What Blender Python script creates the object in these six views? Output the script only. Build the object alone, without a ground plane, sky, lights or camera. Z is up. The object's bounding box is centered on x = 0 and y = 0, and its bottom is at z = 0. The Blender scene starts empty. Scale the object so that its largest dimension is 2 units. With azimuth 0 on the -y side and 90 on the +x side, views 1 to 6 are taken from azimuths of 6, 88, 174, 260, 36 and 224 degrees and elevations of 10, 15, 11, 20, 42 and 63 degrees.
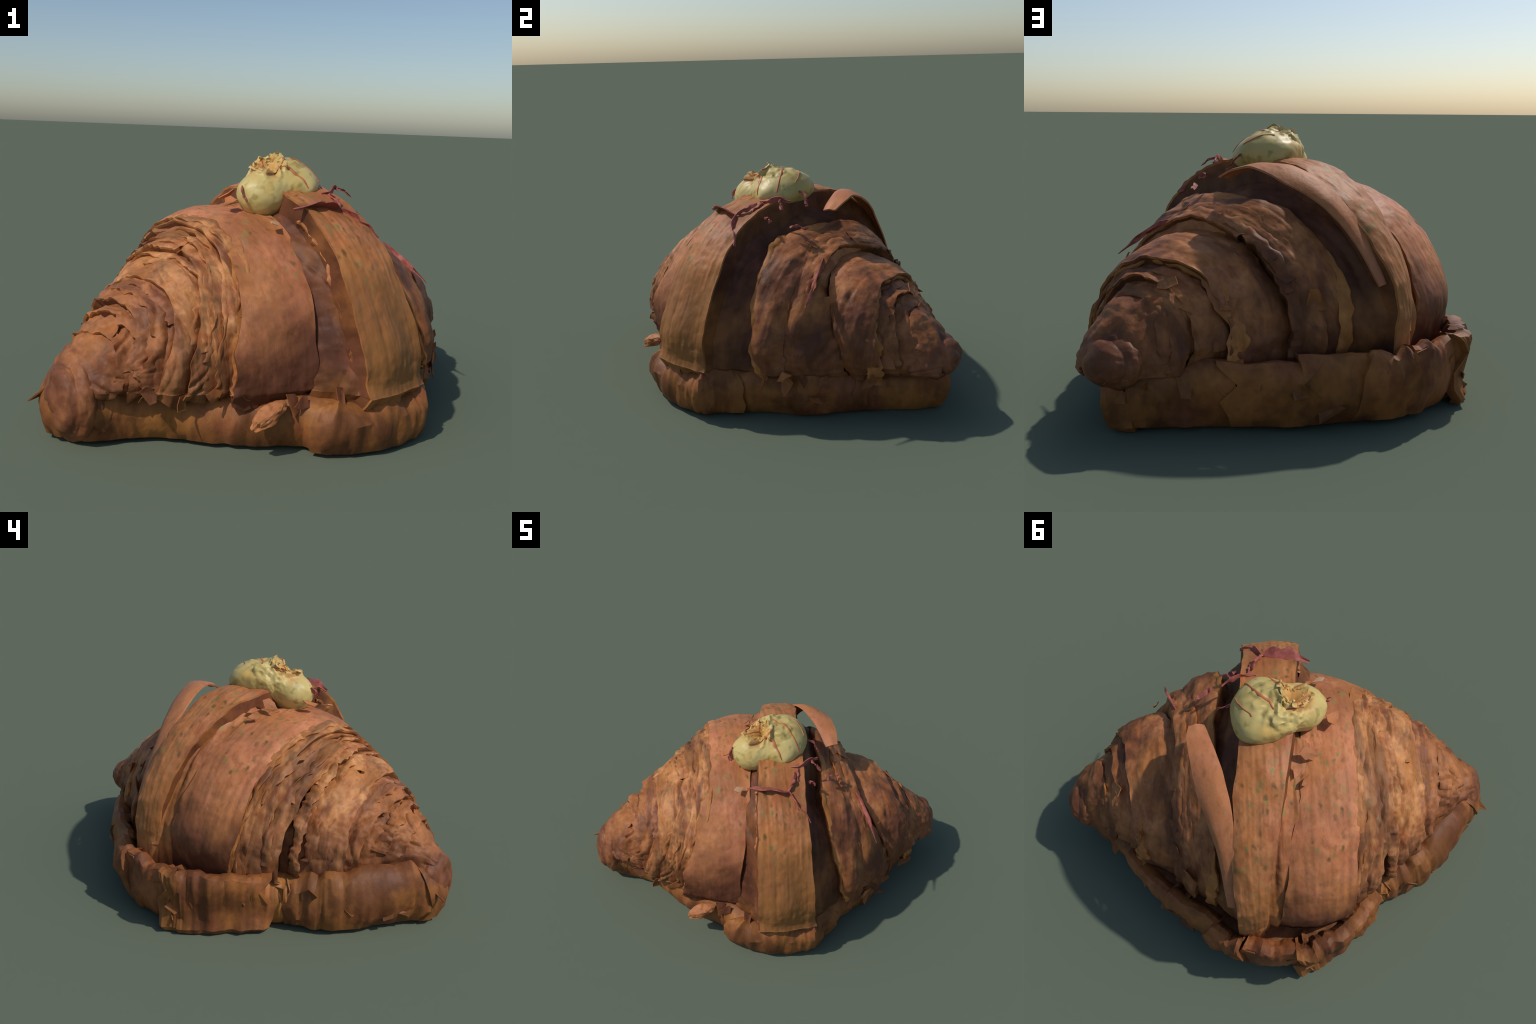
# A filled croissant with a cream dollop on top: built in a local frame (u along the
# roll, v across it, z up) that is turned 45 degrees about z into the world frame.
import bpy, bmesh, math, random
import numpy as np

random.seed(7)
R2 = math.sqrt(0.5)


def world(u, v, z):
    return np.stack([(u - v) * R2, (u + v) * R2, z + 0 * u], -1)


# ------------------------------------------------------------------ noise
def _hash(ix, iy, iz, seed):
    n = (ix * 374761393 + iy * 668265263 + iz * 2147483647 + seed * 974634777) & 0xFFFFFFFF
    n = ((n ^ (n >> 13)) * 1274126177) & 0xFFFFFFFF
    n = ((n ^ (n >> 16)) * 2246822519) & 0xFFFFFFFF
    return ((n ^ (n >> 15)) & 0xFFFFFF) / float(0xFFFFFF) * 2 - 1


def noise(x, y, z, seed=0, smooth=True):
    """value noise in -1..1; smooth=False interpolates linearly, which leaves creases"""
    x, y, z = np.broadcast_arrays(np.asarray(x, float), np.asarray(y, float), np.asarray(z, float))
    ix, iy, iz = (np.floor(a).astype(np.int64) for a in (x, y, z))
    fx, fy, fz = x - ix, y - iy, z - iz
    if smooth:
        fx, fy, fz = (f * f * (3 - 2 * f) for f in (fx, fy, fz))
    out = 0
    for a in (0, 1):
        for b in (0, 1):
            for c in (0, 1):
                w = (fx if a else 1 - fx) * (fy if b else 1 - fy) * (fz if c else 1 - fz)
                out = out + w * _hash(ix + a, iy + b, iz + c, seed)
    return out


def fbm(x, y, z, seed=0, octaves=3, smooth=True):
    s, a = 0, 1.0
    for k in range(octaves):
        s = s + a * noise(x * 2 ** k, y * 2 ** k, z * 2 ** k, seed + 17 * k, smooth)
        a *= 0.5
    return s / 1.75


def smoothstep(a, b, x):
    t = np.clip((x - a) / (b - a), 0, 1)
    return t * t * (3 - 2 * t)


# ------------------------------------------------------------------ materials
class Nodes:
    def __init__(self, name):
        self.mat = bpy.data.materials.new(name)
        self.mat.use_nodes = True
        self.t = self.mat.node_tree
        self.bsdf = self.t.nodes["Principled BSDF"]
        self.coord = self.t.nodes.new("ShaderNodeTexCoord").outputs["Object"]

    def add(self, kind, **props):
        n = self.t.nodes.new(kind)
        for k, v in props.items():
            setattr(n, k, v)
        return n

    def link(self, a, b):
        self.t.links.new(a, b)

    def mapped(self, scale, rot=math.radians(-45), loc=(0, 0, 0)):
        """object coordinates turned so that x runs along the roll"""
        m1 = self.add("ShaderNodeMapping")
        m1.inputs["Rotation"].default_value = (0, 0, rot)
        self.link(self.coord, m1.inputs["Vector"])
        m2 = self.add("ShaderNodeMapping")
        m2.inputs["Scale"].default_value = scale
        m2.inputs["Location"].default_value = loc
        self.link(m1.outputs[0], m2.inputs["Vector"])
        return m2.outputs[0]

    def noise(self, scale, detail=3, rough=0.55, loc=(0, 0, 0), distortion=0.0):
        n = self.add("ShaderNodeTexNoise")
        n.inputs["Scale"].default_value = 1
        n.inputs["Detail"].default_value = detail
        n.inputs["Roughness"].default_value = rough
        n.inputs["Distortion"].default_value = distortion
        self.link(self.mapped(scale, loc=loc), n.inputs["Vector"])
        return n.outputs["Fac"]

    def ramp(self, fac, stops, interp="LINEAR"):
        r = self.add("ShaderNodeValToRGB")
        r.color_ramp.interpolation = interp
        e = r.color_ramp.elements
        while len(e) < len(stops):
            e.new(0.5)
        for el, (p, c) in zip(e, stops):
            el.position = p
            el.color = (c, c, c, 1) if isinstance(c, (int, float)) else (*c, 1)
        self.link(fac, r.inputs["Fac"])
        return r.outputs["Color"]

    def mix(self, fac, a, b, mode="MIX"):
        m = self.add("ShaderNodeMix", data_type="RGBA", blend_type=mode)
        for sock, val in ((m.inputs[0], fac), (m.inputs[6], a), (m.inputs[7], b)):
            if isinstance(val, bpy.types.NodeSocket):
                self.link(val, sock)
            elif isinstance(val, (int, float)):
                sock.default_value = val
            else:
                sock.default_value = (*val, 1)
        return m.outputs[2]

    def math(self, op, a, b=0.0):
        m = self.add("ShaderNodeMath", operation=op)
        for sock, val in ((m.inputs[0], a), (m.inputs[1], b)):
            if isinstance(val, bpy.types.NodeSocket):
                self.link(val, sock)
            else:
                sock.default_value = val
        return m.outputs[0]

    def axis(self, which):
        s = self.add("ShaderNodeSeparateXYZ")
        self.link(self.mapped((1, 1, 1)), s.inputs[0])
        return s.outputs[which]

    def finish(self, colour, rough=0.6, bump=None, strength=0.3, distance=0.01, spec=0.2):
        self.link(colour, self.bsdf.inputs["Base Color"])
        self.bsdf.inputs["Roughness"].default_value = rough
        self.bsdf.inputs["Specular IOR Level"].default_value = spec
        if bump is not None:
            b = self.add("ShaderNodeBump")
            b.inputs["Strength"].default_value = strength
            b.inputs["Distance"].default_value = distance
            self.link(bump, b.inputs["Height"])
            self.link(b.outputs[0], self.bsdf.inputs["Normal"])
        return self.mat


def crust_material(name, light, mid, dark, stripe=14.0, streak=0.5, blotch=0.45, specks=0.0,
                   amber=0.0, seed=0.0, toast=0.0, toast_colour=None, toast_z=(0.34, 0.62), front_only=False):
    """baked, laminated pastry: streaks along the layers, browned blotches, herb crumbs"""
    n = Nodes(name)
    lo = (seed * 3.1, seed * 1.7, seed * 2.3)
    streaks = n.noise((stripe, 2.6, 2.6), 4, 0.6, lo, 0.5)
    mottle = n.noise((13, 9, 9), 4, 0.6, lo, 0.3)
    fleck = n.noise((34, 20, 20), 3, 0.6, lo)
    patch = n.noise((3.4, 2.4, 2.8), 4, 0.6, lo, 0.4)
    col = n.mix(n.ramp(mottle, [(0.38, 0.0), (0.62, 1.0)]), mid, light)
    col = n.mix(n.math("MULTIPLY", n.ramp(fleck, [(0.5, 0.0), (0.64, 1.0)]), 0.30), col, dark)
    col = n.mix(n.math("MULTIPLY", n.ramp(streaks, [(0.48, 0.0), (0.6, 1.0)]), streak), col, dark)
    if amber:
        am = n.noise((2.8, 2.8, 3.2), 4, 0.6, (seed + 5, 2, 1))
        col = n.mix(n.math("MULTIPLY", n.ramp(am, [(0.45, 0.0), (0.58, 1.0)]), amber), col, (0.32, 0.14, 0.03))
    hue = n.noise((4.5, 3.0, 3.0), 3, 0.55, (seed + 11, 4, 6))
    col = n.mix(n.math("MULTIPLY", n.ramp(hue, [(0.5, 0.0), (0.66, 1.0)]), 0.35), col, (0.50, 0.19, 0.05))
    col = n.mix(n.math("MULTIPLY", n.ramp(hue, [(0.34, 1.0), (0.47, 0.0)]), 0.25), col, (0.30, 0.105, 0.07))
    fine = n.math("ADD", patch, n.math("MULTIPLY", n.math("SUBTRACT", mottle, 0.5), 0.5))
    col = n.mix(n.math("MULTIPLY", n.ramp(fine, [(0.48, 0.0), (0.63, 1.0)]), blotch), col, dark)
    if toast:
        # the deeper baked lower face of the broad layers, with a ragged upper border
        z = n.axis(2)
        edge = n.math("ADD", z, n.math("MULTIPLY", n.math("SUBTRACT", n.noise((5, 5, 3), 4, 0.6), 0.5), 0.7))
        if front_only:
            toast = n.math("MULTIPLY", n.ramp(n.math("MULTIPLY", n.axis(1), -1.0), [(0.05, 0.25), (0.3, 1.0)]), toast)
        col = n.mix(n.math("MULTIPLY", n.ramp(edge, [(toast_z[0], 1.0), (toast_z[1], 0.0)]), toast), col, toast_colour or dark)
    if specks:
        v = n.add("ShaderNodeTexVoronoi", feature="F1")
        v.inputs["Scale"].default_value = 1
        wob = n.add("ShaderNodeTexNoise")
        wob.inputs["Scale"].default_value = 14
        n.link(n.coord, wob.inputs["Vector"])
        vm = n.add("ShaderNodeVectorMath", operation="MULTIPLY_ADD")
        vm.inputs[1].default_value = (1.3, 1.3, 1.3)
        n.link(wob.outputs["Color"], vm.inputs[0])
        n.link(n.mapped((27, 15, 15), loc=lo), vm.inputs[2])
        n.link(vm.outputs[0], v.inputs["Vector"])
        dot = n.ramp(v.outputs["Distance"], [(0.12, 1.0), (0.40, 0.0)])
        some = n.ramp(n.noise((6, 6, 6), 2, 0.5, (3, 8, 1)), [(0.40, 0.0), (0.52, 1.0)])
        up = n.ramp(n.axis(2), [(0.60, 0.0), (0.85, 1.0)])
        hue = n.mix(n.ramp(v.outputs["Color"], [(0.45, 0.0), (0.55, 1.0)]), (0.13, 0.075, 0.025), (0.22, 0.19, 0.06))
        col = n.mix(n.math("MULTIPLY", n.math("MULTIPLY", dot, some), n.math("MULTIPLY", up, specks)), col, hue)
    b = n.math("ADD", n.math("MULTIPLY", streaks, 0.8), mottle)
    return n.finish(col, 0.55, b, 0.45, 0.012, 0.22)


LIGHT, MID, DARK = (0.53, 0.208, 0.077), (0.33, 0.107, 0.034), (0.085, 0.027, 0.015)
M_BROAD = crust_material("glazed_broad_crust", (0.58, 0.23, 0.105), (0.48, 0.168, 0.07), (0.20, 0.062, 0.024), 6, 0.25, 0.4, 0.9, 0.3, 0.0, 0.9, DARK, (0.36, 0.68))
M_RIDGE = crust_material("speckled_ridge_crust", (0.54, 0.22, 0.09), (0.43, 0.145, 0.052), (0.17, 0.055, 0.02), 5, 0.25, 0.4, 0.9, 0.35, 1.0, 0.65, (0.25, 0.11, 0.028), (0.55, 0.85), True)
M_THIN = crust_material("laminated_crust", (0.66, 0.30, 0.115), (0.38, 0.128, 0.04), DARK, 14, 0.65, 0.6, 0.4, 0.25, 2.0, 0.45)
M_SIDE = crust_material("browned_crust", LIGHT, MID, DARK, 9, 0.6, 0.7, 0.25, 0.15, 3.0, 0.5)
M_GROOVE = crust_material("shaded_groove_crust", (0.17, 0.056, 0.023), (0.11, 0.035, 0.015), (0.05, 0.016, 0.009), 16, 0.6, 0.5, 0.0, 0.15, 4.0)  # brown groove crust; part of its darkness is shade painted into the colour
M_BASE = crust_material("base_crust", (0.33, 0.12, 0.037), (0.20, 0.064, 0.022), (0.075, 0.025, 0.012), 6, 0.4, 0.65, 0.0, 0.4, 5.0)  # base brown deepened, so some baked-in shade is carried by the colour
M_FLAKE = crust_material("flake_crust", (0.58, 0.23, 0.085), (0.46, 0.16, 0.055), (0.20, 0.07, 0.03), 7, 0.25, 0.3, 0.0, 0.3, 6.0)
M_PEEL = crust_material("peeled_crust", (0.60, 0.245, 0.12), (0.52, 0.19, 0.085), (0.30, 0.10, 0.04), 5, 0.2, 0.25, 0.3, 0.2, 8.0)
M_LIP = crust_material("torn_edge_crust", (0.52, 0.215, 0.06), (0.38, 0.135, 0.035), (0.16, 0.055, 0.02), 8, 0.3, 0.4, 0.0, 0.4, 7.0)


def cream_material():
    n = Nodes("pistachio_cream")
    soft = n.noise((6, 6, 6), 3, 0.5)
    col = n.mix(n.ramp(soft, [(0.35, 0.0), (0.65, 1.0)]), (0.50, 0.37, 0.115), (0.64, 0.51, 0.20))
    spots = n.ramp(n.noise((16, 16, 16), 2, 0.5, (4, 1, 2)), [(0.57, 0.0), (0.68, 1.0)])
    col = n.mix(n.math("MULTIPLY", spots, 0.65), col, (0.28, 0.22, 0.06))
    warm = n.ramp(n.noise((5, 5, 5), 2, 0.5, (9, 3, 7)), [(0.58, 0.0), (0.72, 1.0)])
    col = n.mix(n.math("MULTIPLY", warm, 0.5), col, (0.66, 0.36, 0.08))
    # rusty tint where syrup soaked in round the hollow
    d = n.add("ShaderNodeVectorMath", operation="DISTANCE")
    n.link(n.coord, d.inputs[0])
    d.inputs[1].default_value = (-.02, -.14, 1.25)
    near = n.math("ADD", d.outputs["Value"], n.math("MULTIPLY", n.math("SUBTRACT", n.noise((14, 14, 14), 3, 0.6), 0.5), 0.22))
    col = n.mix(n.math("MULTIPLY", n.ramp(near, [(0.05, 1.0), (0.13, 0.0)]), 0.7), col, (0.60, 0.27, 0.07))
    return n.finish(col, 0.45, soft, 0.2, 0.01, 0.35)


def plain_material(name, a, b, scale=20, rough=0.55):
    n = Nodes(name)
    k = n.noise((scale, scale, scale), 3, 0.6)
    return n.finish(n.mix(n.ramp(k, [(0.35, 0.0), (0.65, 1.0)]), a, b), rough, k, 0.3, 0.006)


M_CREAM = cream_material()
M_SYRUP = plain_material("red_syrup", (0.42, 0.12, 0.05), (0.55, 0.20, 0.08), 25, 0.4)
M_PETAL = plain_material("syrup_stained_cream", (0.60, 0.33, 0.09), (0.56, 0.42, 0.15), 16)
M_SHRED = plain_material("dried_petal", (0.28, 0.07, 0.055), (0.42, 0.13, 0.10), 30)
M_PALE = plain_material("pale_flake", (0.50, 0.27, 0.14), (0.60, 0.36, 0.21), 14)
M_INSIDE = plain_material("crumb", (0.16, 0.06, 0.025), (0.24, 0.10, 0.04), 18, 0.8)

# ------------------------------------------------------------------ objects
root = bpy.data.objects.new("croissant", None)
bpy.context.scene.collection.objects.link(root)
root["label"] = "golden brown flaky croissant topped with pale cream dollop"
root["category"] = "pastry"


def add_object(name, mesh, mat=None, parent=root, stuff=False):
    o = bpy.data.objects.new(name, mesh)
    bpy.context.scene.collection.objects.link(o)
    o.parent = parent
    if mat is not None and len(mesh.materials) == 0:
        mesh.materials.append(mat)
    if stuff:
        o["kind"] = "stuff"
    return o


def make_mesh(name, verts, faces, sharp=38):
    me = bpy.data.meshes.new(name)
    me.from_pydata([tuple(map(float, p)) for p in verts], [], faces)
    bm = bmesh.new()
    bm.from_mesh(me)
    bmesh.ops.recalc_face_normals(bm, faces=bm.faces)
    bm.to_mesh(me)
    bm.free()
    me.shade_smooth()
    me.set_sharp_from_angle(angle=math.radians(sharp))
    return me


def grid_faces(nr, nc, close=False):
    f = []
    for i in range(nr - 1):
        for j in range(nc if close else nc - 1):
            k = (j + 1) % nc
            f.append((i * nc + j, i * nc + k, (i + 1) * nc + k, (i + 1) * nc + j))
    return f


# ------------------------------------------------------------------ the roll: envelope
US = np.array([-1.26, -1.2, -1.1, -.9, -.65, -.4, -.2, 0, .2, .4, .65, .9, 1.12, 1.21, 1.27])
HT = np.array([.04, .085, .18, .365, .553, .73, .795, .85, .83, .701, .563, .405, .205, .125, .05])
FRONT = np.array([-.05, -.11, -.22, -.405, -.56, -.70, -.86, -.95, -.885, -.79, -.655, -.462, -.25, -.16, -.06])
BACK = np.array([.06, .10, .16, .344, .591, .829, .894, .91, .92, .757, .56, .35, .17, .095, .045])
CREST = np.array([.01, .0, -.004, -.002, .016, .04, .004, -.035, .01, -.036, -.09, -.10, -.06, -.02, .0])
_fine = np.linspace(-1.26, 1.27, 507)


def _smooth(a):
    y = np.interp(_fine, US, a)
    k = np.hanning(23)
    return np.convolve(np.pad(y, 11, mode="reflect", reflect_type="odd"), k / k.sum(), "valid")


_H, _F, _B, _C = map(_smooth, (HT, FRONT, BACK, CREST))
Z0 = 0.27


def envelope(u, phi, uprof):
    """point on the smooth roll; uprof picks the cross-section, u places it"""
    h, f, b, c = (np.interp(uprof, _fine, a) for a in (_H, _F, _B, _C))
    co, si = np.cos(phi), np.clip(np.sin(phi), 1e-9, 1)
    a = np.abs(co)
    front = co > 0
    v = np.where(front, c + (f - c) * a ** .77, c + (b - c) * a ** .817)
    v = np.where(front, v, v * (1 - .05 * smoothstep(.35, .0, si)))      # the back tucks in behind the rim
    z = Z0 + h * np.where(front, si ** 1.40, si ** 1.12)
    return v, z


def envelope_point(u, deg, lift=0.0):
    """local point and outward normal on the roll, for placing loose pieces"""
    e = 1e-3
    ph = math.radians(deg)
    P = lambda uu, pp: np.array([uu, *map(float, envelope(np.array(uu), np.array(pp), np.array(uu)))])
    p = P(u, ph)
    n = np.cross(P(u + e, ph) - p, P(u, ph + e) - p)
    n /= np.linalg.norm(n) + 1e-12
    if np.dot(n, p - np.array([u, 0, .3])) < 0:
        n = -n
    return p + lift * n, n


# borders between the layers: u at these angles round the roll (0 = front foot, 180 = back foot)
ANG = np.radians([0, 25, 45, 65, 90, 110, 130, 155, 180])
BORDERS = dict(
    tip_l=[-1.185] * 9,
    l1=[-1.06, -1.03, -1.01, -1.0, -1.03, -1.04, -1.04, -1.02, -1.0],
    l2=[-1.0, -.99, -.92, -.9, -.9, -.89, -.88, -.86, -.86],
    l3=[-.9, -.87, -.79, -.76, -.77, -.8, -.79, -.8, -.8],
    l4=[-.79, -.76, -.69, -.63, -.58, -.6, -.57, -.55, -.55],
    l5=[-.74, -.71, -.64, -.58, -.53, -.53, -.5, -.48, -.48],
    l6=[-.68, -.65, -.58, -.52, -.47, -.46, -.44, -.42, -.41],
    l7=[-.62, -.6, -.53, -.47, -.42, -.4, -.38, -.365, -.33],
    l8=[-.31, -.3, -.26, -.22, -.17, -.135, -.07, -.02, .02],
    c1=[-.16, -.17, -.165, -.14, -.10, -.03, .03, .08, .10],
    c2=[.22, .19, .17, .155, .17, .215, .24, .24, .25],
    r1=[.47, .42, .36, .32, .37, .38, .38, .39, .43],
    r2=[.58, .55, .52, .5, .44, .47, .48, .5, .52],
    r3=[.85, .82, .74, .65, .57, .54, .57, .56, .58],
    r4=[.98, .97, .93, .89, .82, .79, .79, .79, .82],
    r5=[1.05, 1.06, 1.03, .98, .91, .9, .9, .92, .95],
    r6=[1.13, 1.13, 1.13, 1.1, 1.03, 1.0, 1.02, 1.03, 1.05],
    tip_r=[1.215] * 9)


def border(key, phi):
    """u of a border at angle phi; a pair (key, shift) moves the border along the roll"""
    key, shift = key if isinstance(key, tuple) else (key, 0.0)
    return np.interp(phi, ANG, BORDERS[key]) + shift


def band(name, left, right, mat, lift, flat=1.0, nu=26, nt=260, wrinkle=.006, fold=.0, jag=.007,
         crumple=.006, span=(0, 180), wall=.14, seed=0, hem=.05, over=.018, hem_jag=.03, anchor="mid", flare=0.0, dips=()):
    """one wrapped pastry layer: a shell between two borders, with edge walls and a torn hem.
    lift = heights above the envelope at left edge / middle / right edge, for front and back"""
    ph = np.radians(np.linspace(span[0], span[1], nt))
    nh = 5
    hem_f = np.linspace(1, 0, nh + 1)[:-1] if span[0] == 0 else np.zeros(0)
    hem_b = np.linspace(0, 1, nh + 1)[1:] if span[1] == 180 else np.zeros(0)
    phi = np.concatenate([np.full(len(hem_f), ph[0]), ph, np.full(len(hem_b), ph[-1])])
    drop = np.concatenate([hem_f, np.zeros(nt), hem_b])
    side = np.concatenate([-np.ones(len(hem_f)), np.zeros(nt), np.ones(len(hem_b))])
    tt = np.linspace(0, 1, len(phi)) * 14
    a = border(left, phi) - over + jag * (noise(tt * 1.3, 0, 0, seed + 1, False) + .6 * noise(tt * 4, 0, 0, seed + 2, False))
    b = border(right, phi) + over + jag * (noise(tt * 1.3, 5, 0, seed + 3, False) + .6 * noise(tt * 4, 5, 0, seed + 4, False))
    # columns: inner wall, lip, the face, lip, inner wall
    face = np.linspace(0, 1, nu)
    s = np.concatenate([[.06 - flare, .02 - flare * .5, 0], face, [1, .98 + flare * .5, .94 + flare]])
    sink = np.concatenate([[wall, wall * .5, .012], np.zeros(nu), [.012, wall * .5, wall]])
    U = a[:, None] + (b - a)[:, None] * s[None]
    PH = np.broadcast_to(phi[:, None], U.shape)
    mid = .5 * (a + b)[:, None]
    pin = {"left": a[:, None], "right": b[:, None], "mid": mid}[anchor]
    UP = pin + (U - pin) * flat
    V, Z = envelope(U, PH, UP)
    # outward normal across the roll and along it
    e = 1e-3
    V2, Z2 = envelope(U, PH + e, UP)
    V1, Z1 = envelope(U, PH - e, UP)
    tv, tz = V2 - V1, Z2 - Z1
    L = np.hypot(tv, tz) + 1e-9
    nv, nz = -tz / L, tv / L
    flip = np.where(nz * (Z - .2) + nv * V < 0, -1, 1)
    nv, nz = nv * flip, nz * flip
    V3, Z3 = envelope(U, PH, UP + e)
    nuu = -((V3 - V) * nv + (Z3 - Z) * nz) / e * flat
    nuu = np.clip(nuu, -1.2, 1.2)
    q = np.sqrt(1 + nuu ** 2)
    nuu, nv, nz = nuu / q, nv / q, nz / q
    # height profile across the layer
    lf, lb = lift
    wgt = smoothstep(math.radians(70), math.radians(110), PH)
    def prof(l):
        x = s[None]
        return l[0] * (1 - x) * (1 - 2 * x) + 4 * l[1] * x * (1 - x) + l[2] * x * (2 * x - 1)
    d = prof(lf) * (1 - wgt) + prof(lb) * wgt
    for depth, at, width in dips:
        d = d - depth * np.exp(-((np.degrees(PH) - at) / width) ** 2)
    # long wrinkles that follow the layer, short crumples, torn lips
    arc = PH * .8
    d = d + wrinkle * fbm(U * 38, arc * 2.5, 0, seed + 5)
    if fold:
        d = d + fold * (np.abs(noise(U * 17 + 2 * noise(arc * 2, 0, 0, seed), arc * 1.6, 0, seed + 6)) - .4)
    P = world(U, V, Z)
    d = d + .014 * noise(P[..., 0] * 4.5, P[..., 1] * 4.5, P[..., 2] * 4.5, seed + 30)
    d = d + 1.4 * crumple * fbm(P[..., 0] * 13, P[..., 1] * 13, P[..., 2] * 13, seed + 7, 3, False)
    lip = np.exp(-(np.maximum(np.minimum(s, 1 - s), 0) * (b - a).mean() / .025) ** 2)[None]
    d = d + .008 * lip * noise(tt[:, None] * 2.2, np.round(s)[None] * 7, 0, seed + 8, False)
    d = d * np.clip(np.interp(UP, _fine, _H) / .16, .35, 1) - sink[None]
    dr = drop[:, None]
    hj = hem + hem_jag * noise(U * 11, side[:, None] * 3, 0, seed + 9, False) + .6 * hem_jag * noise(U * 29, side[:, None] * 3, 1, seed + 10, False)
    U = U + nuu * d
    V = V + nv * d - side[:, None] * dr * (.035 + .02 * noise(U * 14, dr * 2, 3, seed + 11, False))
    Z = Z + nz * d - dr * np.maximum(hj, .01)
    me = make_mesh(name, world(U, V, Z).reshape(-1, 3), grid_faces(*U.shape))
    for m in (mat, M_LIP, M_GROOVE):
        me.materials.append(m)
    nc = U.shape[1]
    col = np.tile(np.arange(nc - 1), U.shape[0] - 1)
    inner = np.minimum(col, nc - 2 - col)
    row = np.repeat(np.arange(U.shape[0] - 1), nc - 1)
    torn = noise(row * .11, (col > nc / 2) * 5, 0, seed + 40) > .05
    slot = np.where(inner < 2, 2, np.where((inner < 3) & torn, 1, 0))
    me.polygons.foreach_set("material_index", slot.astype(np.int32))
    return add_object(name, me)


def same(a, b, c):
    return ((a, b, c), (a, b, c))


# dough inside, seen only in the cracks between the layers
band("inner_dough", "tip_l", "tip_r", M_GROOVE, same(-.10, -.12, -.10), nu=70, nt=120, fold=.01, seed=9, over=-.06, hem=.08)
# thin amber under-sheets that peep out beside the broad layer and the ridge
band("under_sheet", ("l7", -.032), ("l7", .03), M_LIP, ((-.012, -.016, -.02), (-.012, -.014, -.02)), nu=12, jag=.011, crumple=.008, seed=61, over=.0, hem=.03)
band("under_sheet", ("c1", -.02), ("c1", .03), M_SIDE, same(-.02, -.014, -.02), nu=10, jag=.012, crumple=.008, seed=62, over=.0, hem=.03, span=(0, 70))
band("under_sheet", ("r1", -.02), ("r1", .03), M_LIP, ((-.012, -.006, -.012), (-.035, -.03, -.03)), nu=10, jag=.012, crumple=.008, seed=63, over=.0, hem=.03, dips=[(.03, 80, 25)])
band("under_sheet", ("r4", -.03), ("r4", .03), M_LIP, ((-.01, -.006, -.01), (-.02, -.014, -.02)), nu=10, jag=.012, crumple=.008, seed=64, over=.0, hem=.03)
# the near horn: thin layers, each stepping down toward the tip
TUCK = [(.035, 4, 14)]
LEFT = dict(anchor="left", dips=TUCK)
INNER = dict(anchor="left", dips=TUCK + [(.03, 160, 24)])
band("crust_layer", "tip_l", "l1", M_SIDE, same(-.025, -.006, -.026), nu=24, fold=.022, crumple=.015, seed=11, hem=.03, wall=.03)
band("crust_layer", "l1", "l2", M_SIDE, same(-.008, -.010, -.02), flat=.75, fold=.022, crumple=.014, seed=12, hem=.03, **LEFT)
band("crust_layer", "l2", "l3", M_SIDE, same(.002, .002, -.012), flat=.72, fold=.022, crumple=.014, seed=13, hem=.04, **LEFT)
band("crust_layer", "l3", "l4", M_THIN, same(.002, .012, -.028), flat=.7, nu=34, fold=.018, crumple=.012, seed=14, hem=.06, anchor="left", dips=TUCK + [(.012, 160, 24)])
band("crust_layer", "l4", "l5", M_THIN, same(.006, .0, -.012), flat=.7, nu=18, fold=.02, crumple=.01, seed=15, **INNER)
band("crust_layer", "l5", "l6", M_THIN, same(.0, -.006, -.018), flat=.7, nu=18, fold=.018, crumple=.01, seed=16, **INNER)
band("crust_layer", "l6", "l7", M_THIN, same(-.006, -.012, -.024), flat=.75, nu=18, fold=.018, crumple=.01, seed=17, **INNER)
# extra thin leaves lying over those layers, with torn ends part way round
for k, (key, shift, wide, a0, a1, mat) in enumerate((("l1", .045, .06, 20, 150, M_SIDE), ("l2", .03, .06, 0, 120, M_SIDE), ("l2", .075, .06, 50, 180, M_SIDE),
                                                     ("l3", .045, .05, 0, 95, M_THIN), ("l3", .10, .05, 30, 165, M_THIN), ("l3", .15, .05, 85, 180, M_THIN),
                                                     ("l4", .022, .04, 25, 170, M_THIN), ("l5", .022, .04, 0, 140, M_THIN), ("l6", .02, .04, 40, 180, M_THIN))):
    band("thin_leaf", (key, shift), (key, shift + wide), mat, same(.0, -.004, -.022), flat=.8, nu=12, nt=170, fold=.01, crumple=.01, wrinkle=.004,
         jag=.013, over=.0, seed=140 + 12 * k, hem=.04, span=(a0, a1), **(INNER if key in ("l4", "l5", "l6") else LEFT))
band("crust_layer", "l7", "l8", M_BROAD, ((-.008, -.016, -.048), (-.01, -.01, -.045)), flat=.8, anchor="left", nu=50, wrinkle=.004, crumple=.007, seed=18, hem=.05, dips=[(-.026, 30, 18), (-.022, 150, 18)])
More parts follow.
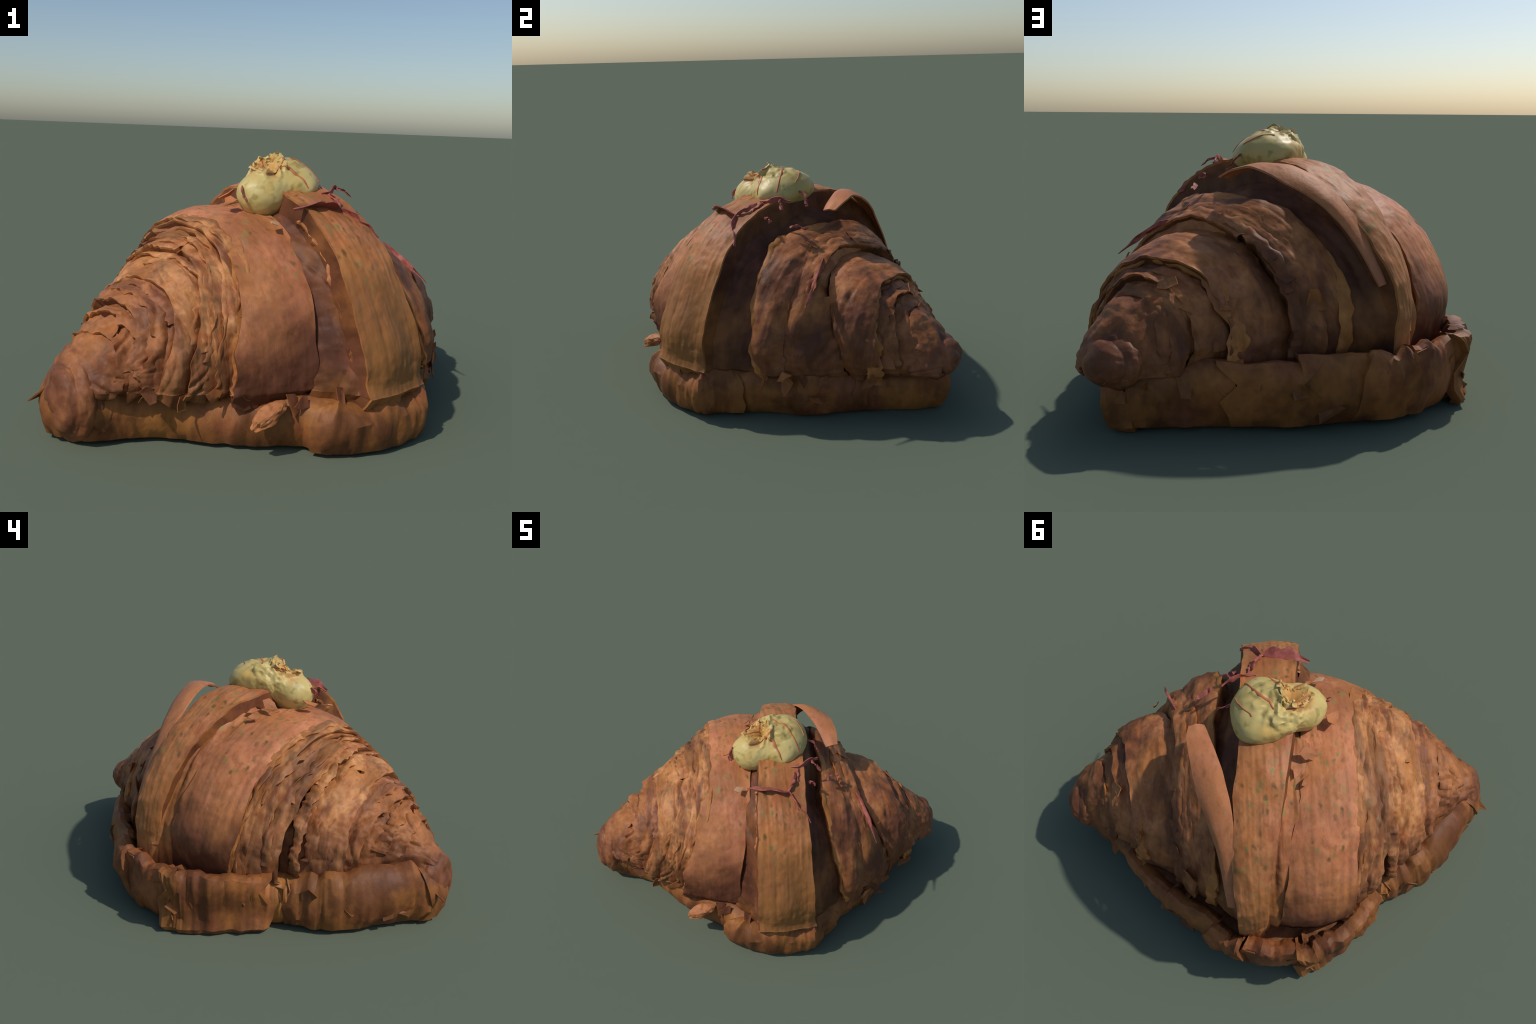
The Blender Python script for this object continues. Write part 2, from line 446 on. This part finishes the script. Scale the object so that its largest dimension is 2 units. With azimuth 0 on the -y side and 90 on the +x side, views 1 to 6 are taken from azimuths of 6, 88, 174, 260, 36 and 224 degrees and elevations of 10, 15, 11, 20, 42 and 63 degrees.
# grooves and ridge
band("groove_layer", "l8", "c1", M_GROOVE, ((-.078, -.05, -.012), (-.08, -.08, -.08)), nu=24, fold=.018, over=.03, span=(0, 112), seed=19, hem=.05)
band("folded_sheet", "l8", "c1", M_RIDGE, same(-.055, -.045, -.03), nu=34, wrinkle=.008, fold=.028, crumple=.008, wall=.08, over=.025, jag=.012, seed=33, hem=.03, span=(92, 180))
band("ridge_layer", "c1", "c2", M_RIDGE, ((.016, .02, .018), (.0, .022, .01)), flat=.35, nu=60, wrinkle=.004, crumple=.008, wall=.17, flare=.14, over=.0, seed=20, hem=.05,
     dips=[(.028, 6, 12), (-.015, 108, 18), (.025, 172, 16)])
band("groove_layer", "c2", "r1", M_GROOVE, ((-.015, -.05, -.055), (-.025, -.05, -.055)), nu=30, fold=.012, over=.03, seed=21, hem=.04, dips=[(.05, 76, 22)])
# the far horn: broad rolls
band("crust_layer", "r1", "r2", M_SIDE, ((-.004, .022, .0), (-.035, -.012, -.022)), nu=26, fold=.008, crumple=.008, seed=22, dips=[(.04, 75, 24), (.02, 2, 12), (.025, 168, 18)])
band("crust_layer", "r2", "r3", M_SIDE, ((-.016, -.014, -.06), (-.02, -.018, -.055)), nu=30, fold=.018, crumple=.008, seed=23, dips=[(.02, 75, 25), (.03, 2, 14)])
band("crust_layer", "r3", "r4", M_SIDE, ((-.004, .016, .006), (-.012, .01, .0)), flat=.55, anchor="right", nu=32, crumple=.01, fold=.006, seed=24, hem=.03, dips=[(.03, 2, 14)])
band("crust_layer", "r4", "r5", M_SIDE, same(-.03, -.022, -.016), flat=.75, anchor="right", nu=20, fold=.014, crumple=.012, seed=25, hem=.03, dips=[(.03, 2, 14), (.02, 178, 14)])
band("crust_layer", "r5", "r6", M_SIDE, same(-.022, -.014, -.016), flat=.75, anchor="right", nu=20, fold=.016, crumple=.014, seed=26, hem=.03, dips=[(.02, 2, 14), (.02, 178, 14)])
band("crust_layer", "r6", "tip_r", M_SIDE, same(-.02, .008, -.005), nu=26, fold=.014, crumple=.015, seed=27, hem=.03, wall=.03)
for k, (key, shift, wide, a0, a1) in enumerate((("r2", .04, .07, 20, 110), ("r2", .03, .07, 95, 180), ("r4", .03, .05, 15, 165), ("r5", .03, .06, 30, 180))):
    band("thin_leaf", (key, shift), (key, shift + wide), M_SIDE, same(-.03, -.02, -.022), nu=12, nt=170, fold=.01, crumple=.01,
         jag=.006, over=.0, seed=260 + 12 * k, hem=.04, span=(a0, a1))


# ------------------------------------------------------------------ the bottom half
# plan outline (u, v) and rim height, counter-clockwise from the near-left tip along the front
PLAN = [(-1.25, .02, .31), (-1.14, -.15, .29), (-.92, -.26, .28), (-.75, -.40, .27), (-.58, -.58, .25),
        (-.38, -.74, .24), (-.27, -.89, .24), (0, -.96, .25), (.2, -.95, .27), (.3, -.85, .28), (.5, -.70, .29),
        (.67, -.60, .29), (.84, -.39, .28), (1.0, -.24, .27), (1.14, -.10, .28), (1.19, .02, .29),
        (1.11, .15, .30), (.90, .39, .315), (.69, .63, .32), (.49, .79, .33), (.31, .92, .33), (.13, 1.00, .335),
        (-.1, 1.02, .335), (-.22, .99, .33), (-.38, .87, .33), (-.53, .72, .31), (-.65, .64, .295),
        (-.8, .58, .32), (-.96, .44, .345), (-1.17, .21, .345)]


def catmull(points, per):
    p = np.array(points, float)
    out = []
    n = len(p)
    for i in range(n):
        a, b, c, d = p[i - 1], p[i], p[(i + 1) % n], p[(i + 2) % n]
        for t in np.arange(per) / per:
            out.append(.5 * (2 * b + (c - a) * t + (2 * a - 5 * b + 4 * c - d) * t * t + (3 * b - a - 3 * c + d) * t ** 3))
    return np.array(out)


PER = 26
RIM = catmull(PLAN, PER)
NRIM = len(RIM)
_tan = np.roll(RIM, -3, 0)[:, :2] - np.roll(RIM, 3, 0)[:, :2]
_tan /= np.linalg.norm(_tan, axis=1, keepdims=True)
RIM_N = np.stack([_tan[:, 1], -_tan[:, 0]], 1)     # outward in plan


def rim_section(idx, profile, seed, amp=.02, offset=0.0, ztop=0.0):
    """sweep a (inset, height fraction) profile along part of the outline"""
    r = RIM[idx % NRIM]
    nn = RIM_N[idx % NRIM]
    ins = np.array([q[0] for q in profile])
    fz = np.array([q[1] for q in profile])
    z = fz[None] * (r[:, 2] + ztop)[:, None]
    U = r[:, 0][:, None] - nn[:, 0][:, None] * ins[None]
    V = r[:, 1][:, None] - nn[:, 1][:, None] * ins[None]
    arc = (idx / PER)[:, None]
    d = offset + 1.3 * amp * fbm(arc * 1.6, z * 6, 0, seed, 3, False) + amp * .5 * noise(arc * 5, z * 9, 2, seed + 1, False)
    d = d + amp * .18 * noise(arc * 12, z * 6, 4, seed + 2, False)
    edge = smoothstep(0, .03, z)
    U = U + nn[:, 0][:, None] * d * (.4 + .6 * edge)
    V = V + nn[:, 1][:, None] * d * (.4 + .6 * edge)
    z = np.maximum(z + (fz > .8)[None] * .03 * noise(arc * 3.1, ins[None] * 6, 7, seed + 3, False) * (r[:, 2] / .3)[:, None], 0)
    return U, V, z


# inner dough, closed below and above
core = [(.30, .0), (.20, .0), (.13, .03), (.08, .2), (.04, .5), (.05, .75), (.10, .84), (.18, .80), (.3, .85)]
U, V, Z = rim_section(np.arange(NRIM), core, 40, .012)
verts = list(world(U, V, Z).reshape(-1, 3))
nc = len(core)
faces = [(i * nc + j, ((i + 1) % NRIM) * nc + j, ((i + 1) % NRIM) * nc + j + 1, i * nc + j + 1)
         for i in range(NRIM) for j in range(nc - 1)]
verts += [(0, 0, 0.0), (0, 0, .5)]
faces += [(NRIM * nc, ((i + 1) % NRIM) * nc, i * nc) for i in range(NRIM)]
faces += [(NRIM * nc + 1, i * nc + nc - 1, ((i + 1) % NRIM) * nc + nc - 1) for i in range(NRIM)]
add_object("base_dough", make_mesh("base_dough", verts, faces), M_INSIDE)

under_profile = [(.11, .0), (.06, .005), (.035, .1), (.015, .28), (.005, .5), (.004, .65), (.02, .82), (.05, .95), (.10, 1.0), (.17, .98)]
front_profile = [(.10, .0), (.05, .005), (.025, .08), (.008, .25), (0, .45), (.004, .65), (.02, .82), (.05, .95), (.10, 1.0), (.17, .98)]
back_profile = [(.14, .0), (.09, .01), (.05, .08), (.018, .27), (.0, .5), (-.006, .75), (.0, .9), (.014, .98), (.04, 1.02), (.07, 1.0), (.10, .9), (.125, .72), (.15, .6)]


flap_profile = [(.06, .0), (.01, .02), (.0, .1), (.012, .25), (.01, .5), (-.006, .75), (.0, .9), (.014, .98), (.045, 1.02), (.085, 1.0), (.11, .9), (.13, .72), (.15, .6)]


roll_profile = [(.13, .0), (.075, .01), (.035, .08), (.008, .27), (.0, .46), (.004, .62), (.022, .79), (.052, .92), (.09, .99), (.13, 1.0), (.17, .96)]


def panel(start, end, profile, seed, offset=0.0, amp=.022, ztop=0.0, mat=M_BASE, wall=.05):
    i0, i1 = int(start * PER), int(end * PER)
    idx = np.arange(i0, i1 + 1)
    U, V, Z = rim_section(idx, profile, seed, amp, offset, ztop)
    # torn, slanting end edges that fold inward
    n = len(idx)
    fz = np.array([q[1] for q in profile])
    shift = .05 * (noise(fz * 4, 1, 0, seed + 4, False))[None] * np.where(np.arange(n) < n / 2, 1, -1)[:, None]
    fade = np.exp(-np.minimum(np.arange(n), n - 1 - np.arange(n)) / 7.)[:, None]
    t = _tan[idx % NRIM]
    U = U + t[:, 0][:, None] * shift * fade
    V = V + t[:, 1][:, None] * shift * fade
    nn = RIM_N[idx % NRIM]
    def wallrow(k):
        return (U[k] - nn[k, 0] * wall), (V[k] - nn[k, 1] * wall), np.maximum(Z[k] - .01, 0)
    a, b = wallrow(0), wallrow(-1)
    U = np.vstack([a[0], U, b[0]])
    V = np.vstack([a[1], V, b[1]])
    Z = np.vstack([a[2], Z, b[2]])
    me = make_mesh("base_layer", world(U, V, Z).reshape(-1, 3), grid_faces(*U.shape), 34)
    add_object("base_layer", me, mat)


panel(-0.68, 1.48, roll_profile, 51, .012)
panel(1.22, 5.68, roll_profile, 52, .0)
panel(5.32, 9.38, front_profile, 53, .012, .028)
panel(9.12, 12.38, under_profile, 54, .0, .03)
panel(12.12, 15.68, under_profile, 55, -.004, .026)
panel(15.42, 17.38, back_profile, 56, -.012, .03)
panel(17.12, 18.38, back_profile, 57, .006, .018)
panel(18.17, 19.43, back_profile, 58, -.006, .018)
panel(19.22, 20.58, back_profile, 59, .012, .02, .01)
panel(20.32, 22.28, back_profile, 60, -.006, .026)
panel(21.92, 25.18, flap_profile, 61, .016, .03, .01)
panel(24.6, 26.1, roll_profile, 62, -.015, .02, .0, M_LIP)
panel(25.72, 29.58, roll_profile, 63, .0, .024)


# ------------------------------------------------------------------ cream dollop
def ellipsoid_reach(origin, dirs, centre, radii):
    o = (np.array(origin) - centre) / radii
    d = dirs / radii
    a = (d * d).sum(1)
    b = (d * o).sum(1)
    c = (o * o).sum() - 1
    disc = b * b - a * c
    return np.where(disc > 0, (-b + np.sqrt(np.maximum(disc, 0))) / a, 0)


bm = bmesh.new()
bmesh.ops.create_icosphere(bm, subdivisions=6, radius=1)
D = np.array([v.co[:] for v in bm.verts])
CREAM_O = np.array([-.04, -.03, 1.13])
LOBES = [((-.135, -.10, 1.095), (.14, .14, .125)), ((.07, -.03, 1.165), (.165, .175, .115)),
         ((-.02, -.045, 1.155), (.15, .15, .12)), ((.01, -.115, 1.12), (.16, .125, .10)), ((.06, -.15, 1.13), (.13, .115, .085))]
CRATER = np.array([-.40, -.35, .85])
CRATER /= np.linalg.norm(CRATER)


def cream_radius(dirs):
    r = [ellipsoid_reach(CREAM_O, dirs, np.array(c), np.array(q)) for c, q in LOBES]
    k = 60.
    out = np.log(sum(np.exp(k * x) for x in r)) / k - .008
    out = out + .014 * noise(dirs[:, 0] * 2.6, dirs[:, 1] * 2.6, dirs[:, 2] * 2.6, 89, False)
    out = out + .010 * fbm(dirs[:, 0] * 4, dirs[:, 1] * 4, dirs[:, 2] * 4, 91, 3, False)
    # crumpled crown round a torn hollow on top
    ang = np.arccos(np.clip(dirs @ CRATER, -1, 1))
    side = np.arctan2(np.cross(dirs, CRATER)[:, 2], dirs[:, 0])
    hollow = smoothstep(.42, .16, ang)
    ring = np.exp(-((ang - .52) / .13) ** 2)
    out = out - .055 * hollow * (1 + .6 * noise(dirs[:, 0] * 9, dirs[:, 1] * 9, dirs[:, 2] * 9, 93, False))
    out = out + ring * .03 * noise(side * 2.6, 0, 0, 95, False) + ring * .012
    up = smoothstep(.35, .8, dirs[:, 2])
    out = out + up * .022 * noise(dirs[:, 0] * 7, dirs[:, 1] * 7, dirs[:, 2] * 7, 97, False)
    return out


rad = cream_radius(D)
pos = CREAM_O + D * rad[:, None]
for v, p in zip(bm.verts, world(pos[:, 0], pos[:, 1], pos[:, 2])):
    v.co = p
me = bpy.data.meshes.new("cream_dollop")
bm.to_mesh(me)
bm.free()
me.shade_smooth()
me.set_sharp_from_angle(angle=math.radians(30))
cream = add_object("cream_dollop", me, M_CREAM)


def cream_at(d, lift=.0):
    d = np.array(d, float)
    d /= np.linalg.norm(d)
    return CREAM_O + d * (cream_radius(d[None])[0] + lift)


# ------------------------------------------------------------------ ribbons and shards
def ribbon_mesh(name, centre, width_dir, widths, thick, seed=0, rough=.0, cup=0.0, cols=5):
    """thin strip along a local-frame centre line"""
    c = np.array(centre, float)
    n = max(14, len(c) * 6)
    t0 = np.linspace(0, 1, len(c))
    tt = np.linspace(0, 1, n)
    def curve(a):
        y = np.stack([np.interp(tt, t0, col) for col in np.array(a, float).reshape(len(c), -1).T], 1)
        for _ in range(3):
            y[1:-1] = .25 * y[:-2] + .5 * y[1:-1] + .25 * y[2:]
        return y
    C, W, Dr = curve(c), curve(widths)[:, 0], curve(width_dir)
    T = np.gradient(C, axis=0)
    T /= np.linalg.norm(T, axis=1, keepdims=True) + 1e-9
    Dr = Dr - T * (Dr * T).sum(1, keepdims=True)
    Dr /= np.linalg.norm(Dr, axis=1, keepdims=True) + 1e-9
    N = np.cross(T, Dr)
    N = np.where(N[:, 2:] < 0, -N, N)
    s = np.linspace(-.5, .5, cols)
    jag = 1 + rough * noise(tt[:, None] * 7, np.sign(s)[None] * 3, 0, seed, False)
    P = C[:, None] + Dr[:, None] * (s[None] * jag * W[:, None])[..., None] + N[:, None] * (
        -cup * (4 * s[None] ** 2) * W[:, None] + rough * .02 * noise(tt[:, None] * 6, s[None] * 4, 5, seed + 1, False))[..., None]
    top = P + N[:, None] * thick / 2
    bot = P - N[:, None] * thick / 2
    nr = n
    V = np.concatenate([top.reshape(-1, 3), bot.reshape(-1, 3)])
    f = grid_faces(nr, cols)
    m = nr * cols
    f += [tuple(m + k for k in reversed(q)) for q in f]
    loop = [j for j in range(cols)] + [i * cols + cols - 1 for i in range(1, nr)] + \
           [(nr - 1) * cols + j for j in range(cols - 2, -1, -1)] + [i * cols for i in range(nr - 2, 0, -1)]
    for a, b in zip(loop, loop[1:] + loop[:1]):
        f.append((a, b, m + b, m + a))
    return make_mesh(name, world(V[:, 0], V[:, 1], V[:, 2]), f, 40)


def ribbon(name, centre, width_dir, widths, mat, thick=.008, **k):
    if np.ndim(width_dir) == 1:
        width_dir = [width_dir] * len(centre)
    if np.ndim(widths) == 0:
        widths = [widths] * len(centre)
    return add_object(name, ribbon_mesh(name, centre, width_dir, widths, thick, **k), mat)


# the big loose peel that lifts off behind the dollop
ribbon("peeled_flake", [(.41, -.04, 1.06), (.395, .03, 1.10), (.365, .15, 1.135), (.335, .28, 1.12), (.31, .41, 1.065), (.29, .52, .99), (.275, .62, .895), (.265, .71, .78), (.26, .80, .62)],
       [(1, .3, .2), (1, .2, .15), (1, 0, 0), (1, 0, -.25), (1, .1, -.4), (1, .2, -.5), (1, 0, -.6), (1, 0, -.5), (1, .1, -.3)],
       [.08, .115, .14, .16, .155, .13, .10, .08, .05], M_PEEL, .010, rough=.18, cup=.10, seed=31, cols=9)
# syrup lines on the cream: flat beads that follow its surface
def bead(pts, w, seed):
    key = np.array(pts, float)
    t = np.linspace(0, len(key) - 1, 40)
    dirs = np.stack([np.interp(t, np.arange(len(key)), key[:, k]) for k in range(3)], 1)
    dirs += .05 * np.stack([noise(t * 1.7, k, 0, seed) for k in range(3)], 1)
    line = np.array([cream_at(d) for d in dirs])
    for _ in range(2):
        line[1:-1] = .25 * line[:-2] + .5 * line[1:-1] + .25 * line[2:]
    tan = np.gradient(line, axis=0)
    tan /= np.linalg.norm(tan, axis=1, keepdims=True)
    nrm = line - CREAM_O
    nrm /= np.linalg.norm(nrm, axis=1, keepdims=True)
    sid = np.cross(tan, nrm)
    wid = w * (.35 + .65 * np.sin(np.pi * np.linspace(.04, .96, 40))) * (1 + .35 * noise(t * 2, 0, 0, seed + 1))
    a = np.linspace(0, 2 * np.pi, 9)[:-1]
    P = line[:, None] + sid[:, None] * (np.cos(a)[None] * wid[:, None] / 2)[..., None] + nrm[:, None] * (np.sin(a)[None] * .0045)[..., None]
    f = grid_faces(40, 8, True) + [tuple(range(8)), tuple(39 * 8 + k for k in range(8))]
    q = P.reshape(-1, 3)
    add_object("syrup_line", make_mesh("syrup_line", world(q[:, 0], q[:, 1], q[:, 2]), f, 60), M_SYRUP)


for k, (pts, w) in enumerate((([(-.1, -.75, .8), (.15, -.8, .6), (.25, -.9, .35), (.35, -1, .05)], .022),
                              ([(.75, -.75, .15), (.65, -.45, .55), (.5, -.1, .85), (.3, .25, .95)], .018),
                              ([(-.75, -.75, .45), (-.45, -.85, .6), (-.1, -.75, .8), (.1, -.5, .95)], .024),
                              ([(1, -.35, .3), (.9, .0, .45), (.7, .3, .55)], .012),
                              ([(-.75, .1, .75), (-.45, .25, .9), (-.1, .3, 1)], .016),
                              ([(-.8, -.3, .6), (-.6, -.1, .85), (-.3, .0, 1.0)], .018))):
    bead(pts, w, 300 + k)

# dried petal shreds
for pts, w in (([(-.20, -.40, 1.03), (-.12, -.43, 1.06), (-.02, -.45, 1.055), (.057, -.456, 1.035)], .05),
               ([(.05, -.45, 1.04), (.09, -.40, 1.07), (.11, -.33, 1.085)], .025),
               ([(.057, -.46, 1.035), (.10, -.52, .99), (.14, -.56, .95), (.18, -.60, .90)], .04),
               ([(.09, -.29, 1.085), (.16, -.28, 1.10), (.22, -.25, 1.115), (.27, -.22, 1.10)], .022),
               ([(.22, -.25, 1.115), (.25, -.29, 1.10), (.28, -.31, 1.07)], .014),
               ([(.13, -.30, 1.09), (.12, -.36, 1.06), (.10, -.41, 1.02)], .025),
               ([(.53, -.22, .82), (.57, -.32, .79), (.61, -.43, .72), (.655, -.55, .62)], .022),
               ([(.22, -.08, 1.14), (.27, -.08, 1.11), (.30, -.11, 1.06)], .012),
               ([(-.27, -.09, 1.12), (-.29, -.12, 1.08), (-.285, -.15, 1.05)], .016),
               ([(.33, -.30, .97), (.37, -.26, .975), (.42, -.24, .965)], .03),
               ([(.19, -.36, 1.02), (.22, -.35, 1.01), (.24, -.37, 1.0)], .03)):
    w *= 1.25
    pts = [(a, b - .012, c + .022) for a, b, c in pts]
    ribbon("petal_shred", pts, (.3, -.3, .9) if w < .035 else (.2, -.9, .5), [w * .4] + [w] * (len(pts) - 2) + [w * .25], M_SHRED, .006, rough=.5, seed=int(1e3 * abs(pts[0][0]) + 3), cols=3)


from mathutils import Matrix, Vector


def shard_points(rnd):
    """irregular bent chip of crust, about one unit across, lying in its xy plane"""
    k = rnd.choice([4, 5, 6, 6])
    angs = [2 * math.pi * (i + .42 * rnd.uniform(-1, 1)) / k for i in range(k)]
    slim = rnd.uniform(.45, .8)
    ring = [(r * math.cos(a), slim * r * math.sin(a)) for r, a in ((rnd.uniform(.32, .68), a) for a in angs)]
    bend, twist = rnd.uniform(-.1, .6), rnd.uniform(-.4, .4)
    h = lambda x, y: bend * x * x + twist * x * y
    # outer ring, a half-way ring and the middle, so that the bend shows
    half = [(.5 * x, .5 * y) for x, y in ring]
    top = [(0, 0, 0)] + [(x, y, h(x, y) + rnd.uniform(-.03, .03)) for x, y in half] + [(x, y, h(x, y) + rnd.uniform(-.05, .05)) for x, y in ring]
    m = len(top)
    th = .05
    V = top + [(x, y, z - th) for x, y, z in top]
    f = []
    for i in range(k):
        j = (i + 1) % k
        a, b, c, d = 1 + i, 1 + j, 1 + k + i, 1 + k + j
        f += [(0, a, b), (a, c, d, b), (m, m + b, m + a), (m + a, m + b, m + d, m + c), (c, m + c, m + d, d)]
    return V, f


def shard(local, normal, size, mat, rnd, tilt=.5, name="crust_flake"):
    n = Vector(world(*[np.array(float(a)) for a in normal])).normalized()
    n = (n + Vector([rnd.uniform(-1, 1) * tilt for _ in range(3)])).normalized()
    t = n.orthogonal().normalized()
    t.rotate(Matrix.Rotation(rnd.uniform(0, 6.28), 3, n))
    b = n.cross(t)
    p = Vector(world(*[np.array(float(a)) for a in local]))
    V, f = shard_points(rnd)
    V = [p + (t * x + b * y + n * z) * size for x, y, z in V]
    return add_object(name, make_mesh(name, [tuple(q) for q in V], f, 26), mat)


rnd = random.Random(5)
# torn sheets standing along the rim of the bottom half
for k in range(26):
    i = int((.5 + .49 * (k + rnd.random()) / 26) * NRIM) % NRIM
    r, nn = RIM[i], RIM_N[i]
    h = rnd.choice([.72, .8, .66, .45, .3])
    shard((r[0] - nn[0] * .016, r[1] - nn[1] * .016, r[2] * h), (nn[0], nn[1], .15), rnd.uniform(.08, .15), M_BASE, rnd, .5)
# torn tongues hanging from the front hem
for k in range(16):
    u = -1.0 + 2.0 * (k + rnd.random()) / 16
    p, nrm = envelope_point(u, 3, -.012)
    shard((p[0], p[1] + .006, .25 + rnd.uniform(-.02, .02)), (0, -1, .3), rnd.uniform(.07, .13), rnd.choice([M_SIDE, M_BASE, M_SIDE]), rnd, .2)
# chips lifting along the layer borders
for key, n in (("l1", 3), ("l2", 3), ("l3", 3), ("l4", 3), ("l7", 3), ("r2", 5), ("r3", 4), ("r4", 4), ("r5", 3)):
    for _ in range(n):
        deg = rnd.uniform(12, 168)
        u = float(border(key, np.array(math.radians(deg))))
        p, nrm = envelope_point(u, deg, -.02 if key[0] == "l" else -.012)
        shard(p, nrm, rnd.uniform(.06, .12), M_BROAD if key == "l7" else M_SIDE, rnd, .3)
# particular loose pieces
for p, nrm, size, mat in (((-.16, .16, 1.075), (-.3, .6, .7), .10, M_PEEL), ((-.10, .24, 1.05), (-.2, .3, .8), .07, M_PEEL),
                          ((-.14, .30, 1.03), (-.4, .5, .6), .07, M_FLAKE), ((.59, -.69, .27), (.5, -.8, .2), .13, M_FLAKE),
                          ((.60, -.68, .21), (.5, -.8, .1), .10, M_BASE), ((.72, -.58, .14), (.5, -.8, -.1), .09, M_BASE),
                          ((-.24, -.34, .985), (.2, -.5, .8), .08, M_PALE), ((.17, -.13, 1.12), (.6, -.5, .4), .05, M_PALE),
                          ((-.30, -.05, 1.06), (-.3, -.2, .9), .09, M_FLAKE)):
    shard(p, nrm, size, mat, rnd, .15)


# the rolled ends: knobs with a spiral of folds
def knob(name, centre, radii, mat, seed):
    bm = bmesh.new()
    bmesh.ops.create_icosphere(bm, subdivisions=6, radius=1)
    D = np.array([v.co[:] for v in bm.verts])
    turn = np.arctan2(D[:, 2], D[:, 1])
    swirl = np.arccos(np.clip(-D[:, 0], -1, 1))
    r = 1 + .07 * np.abs(np.sin(turn * .5 + swirl * 4.5)) + .10 * fbm(D[:, 0] * 2.5, D[:, 1] * 2.5, D[:, 2] * 2.5, seed, 3, False)
    P = [centre[k] + D[:, k] * radii[k] * r for k in range(3)]
    for v, p in zip(bm.verts, world(P[0], P[1], np.maximum(P[2], .002))):
        v.co = p
    me = bpy.data.meshes.new(name)
    bm.to_mesh(me)
    bm.free()
    me.shade_smooth()
    me.set_sharp_from_angle(angle=math.radians(30))
    add_object(name, me, mat)


knob("rolled_tip", (-1.12, -.02, .19), (.125, .17, .19), M_SIDE, 77)
knob("rolled_tip", (1.12, -.005, .315), (.125, .165, .115), M_SIDE, 79)

# crumpled petals of cream standing round the hollow
side_a = np.cross(CRATER, (0, 0, 1.0))
side_a /= np.linalg.norm(side_a)
side_b = np.cross(CRATER, side_a)
for k in range(8):
    a0 = 2 * math.pi * (k + rnd.uniform(-.2, .2)) / 8
    reach = rnd.uniform(.30, .60)
    line, tops = [], []
    for q in np.linspace(-.42, .42, 5):
        radial = math.cos(a0 + q) * side_a + math.sin(a0 + q) * side_b
        line.append(cream_at(CRATER + (reach - .25 * q * q) * radial, -.010 + .005 * math.cos(3 * q)))
        tops.append(CRATER + .45 * radial)
    ribbon("cream_petal", line, tops, [.012, .03, rnd.uniform(.03, .055), .03, .01], M_CREAM if k % 3 else M_PETAL, .010, rough=.4, cup=.15, seed=400 + k)

# crumpled blob squeezed out of the front seam
bm = bmesh.new()
bmesh.ops.create_icosphere(bm, subdivisions=4, radius=1)
D = np.array([v.co[:] for v in bm.verts])
r = 1 + .45 * fbm(D[:, 0] * 2.2, D[:, 1] * 2.2, D[:, 2] * 2.2, 71, 3, False)
P = world(-.53 + D[:, 0] * .085 * r, -.675 + D[:, 1] * .045 * r, .195 + .35 * D[:, 0] * .1 + D[:, 2] * .042 * r)
for v, p in zip(bm.verts, P):
    v.co = p
me = bpy.data.meshes.new("squeezed_filling")
bm.to_mesh(me)
bm.free()
me.shade_smooth()
me.set_sharp_from_angle(angle=math.radians(25))
add_object("squeezed_filling", me, M_FLAKE)
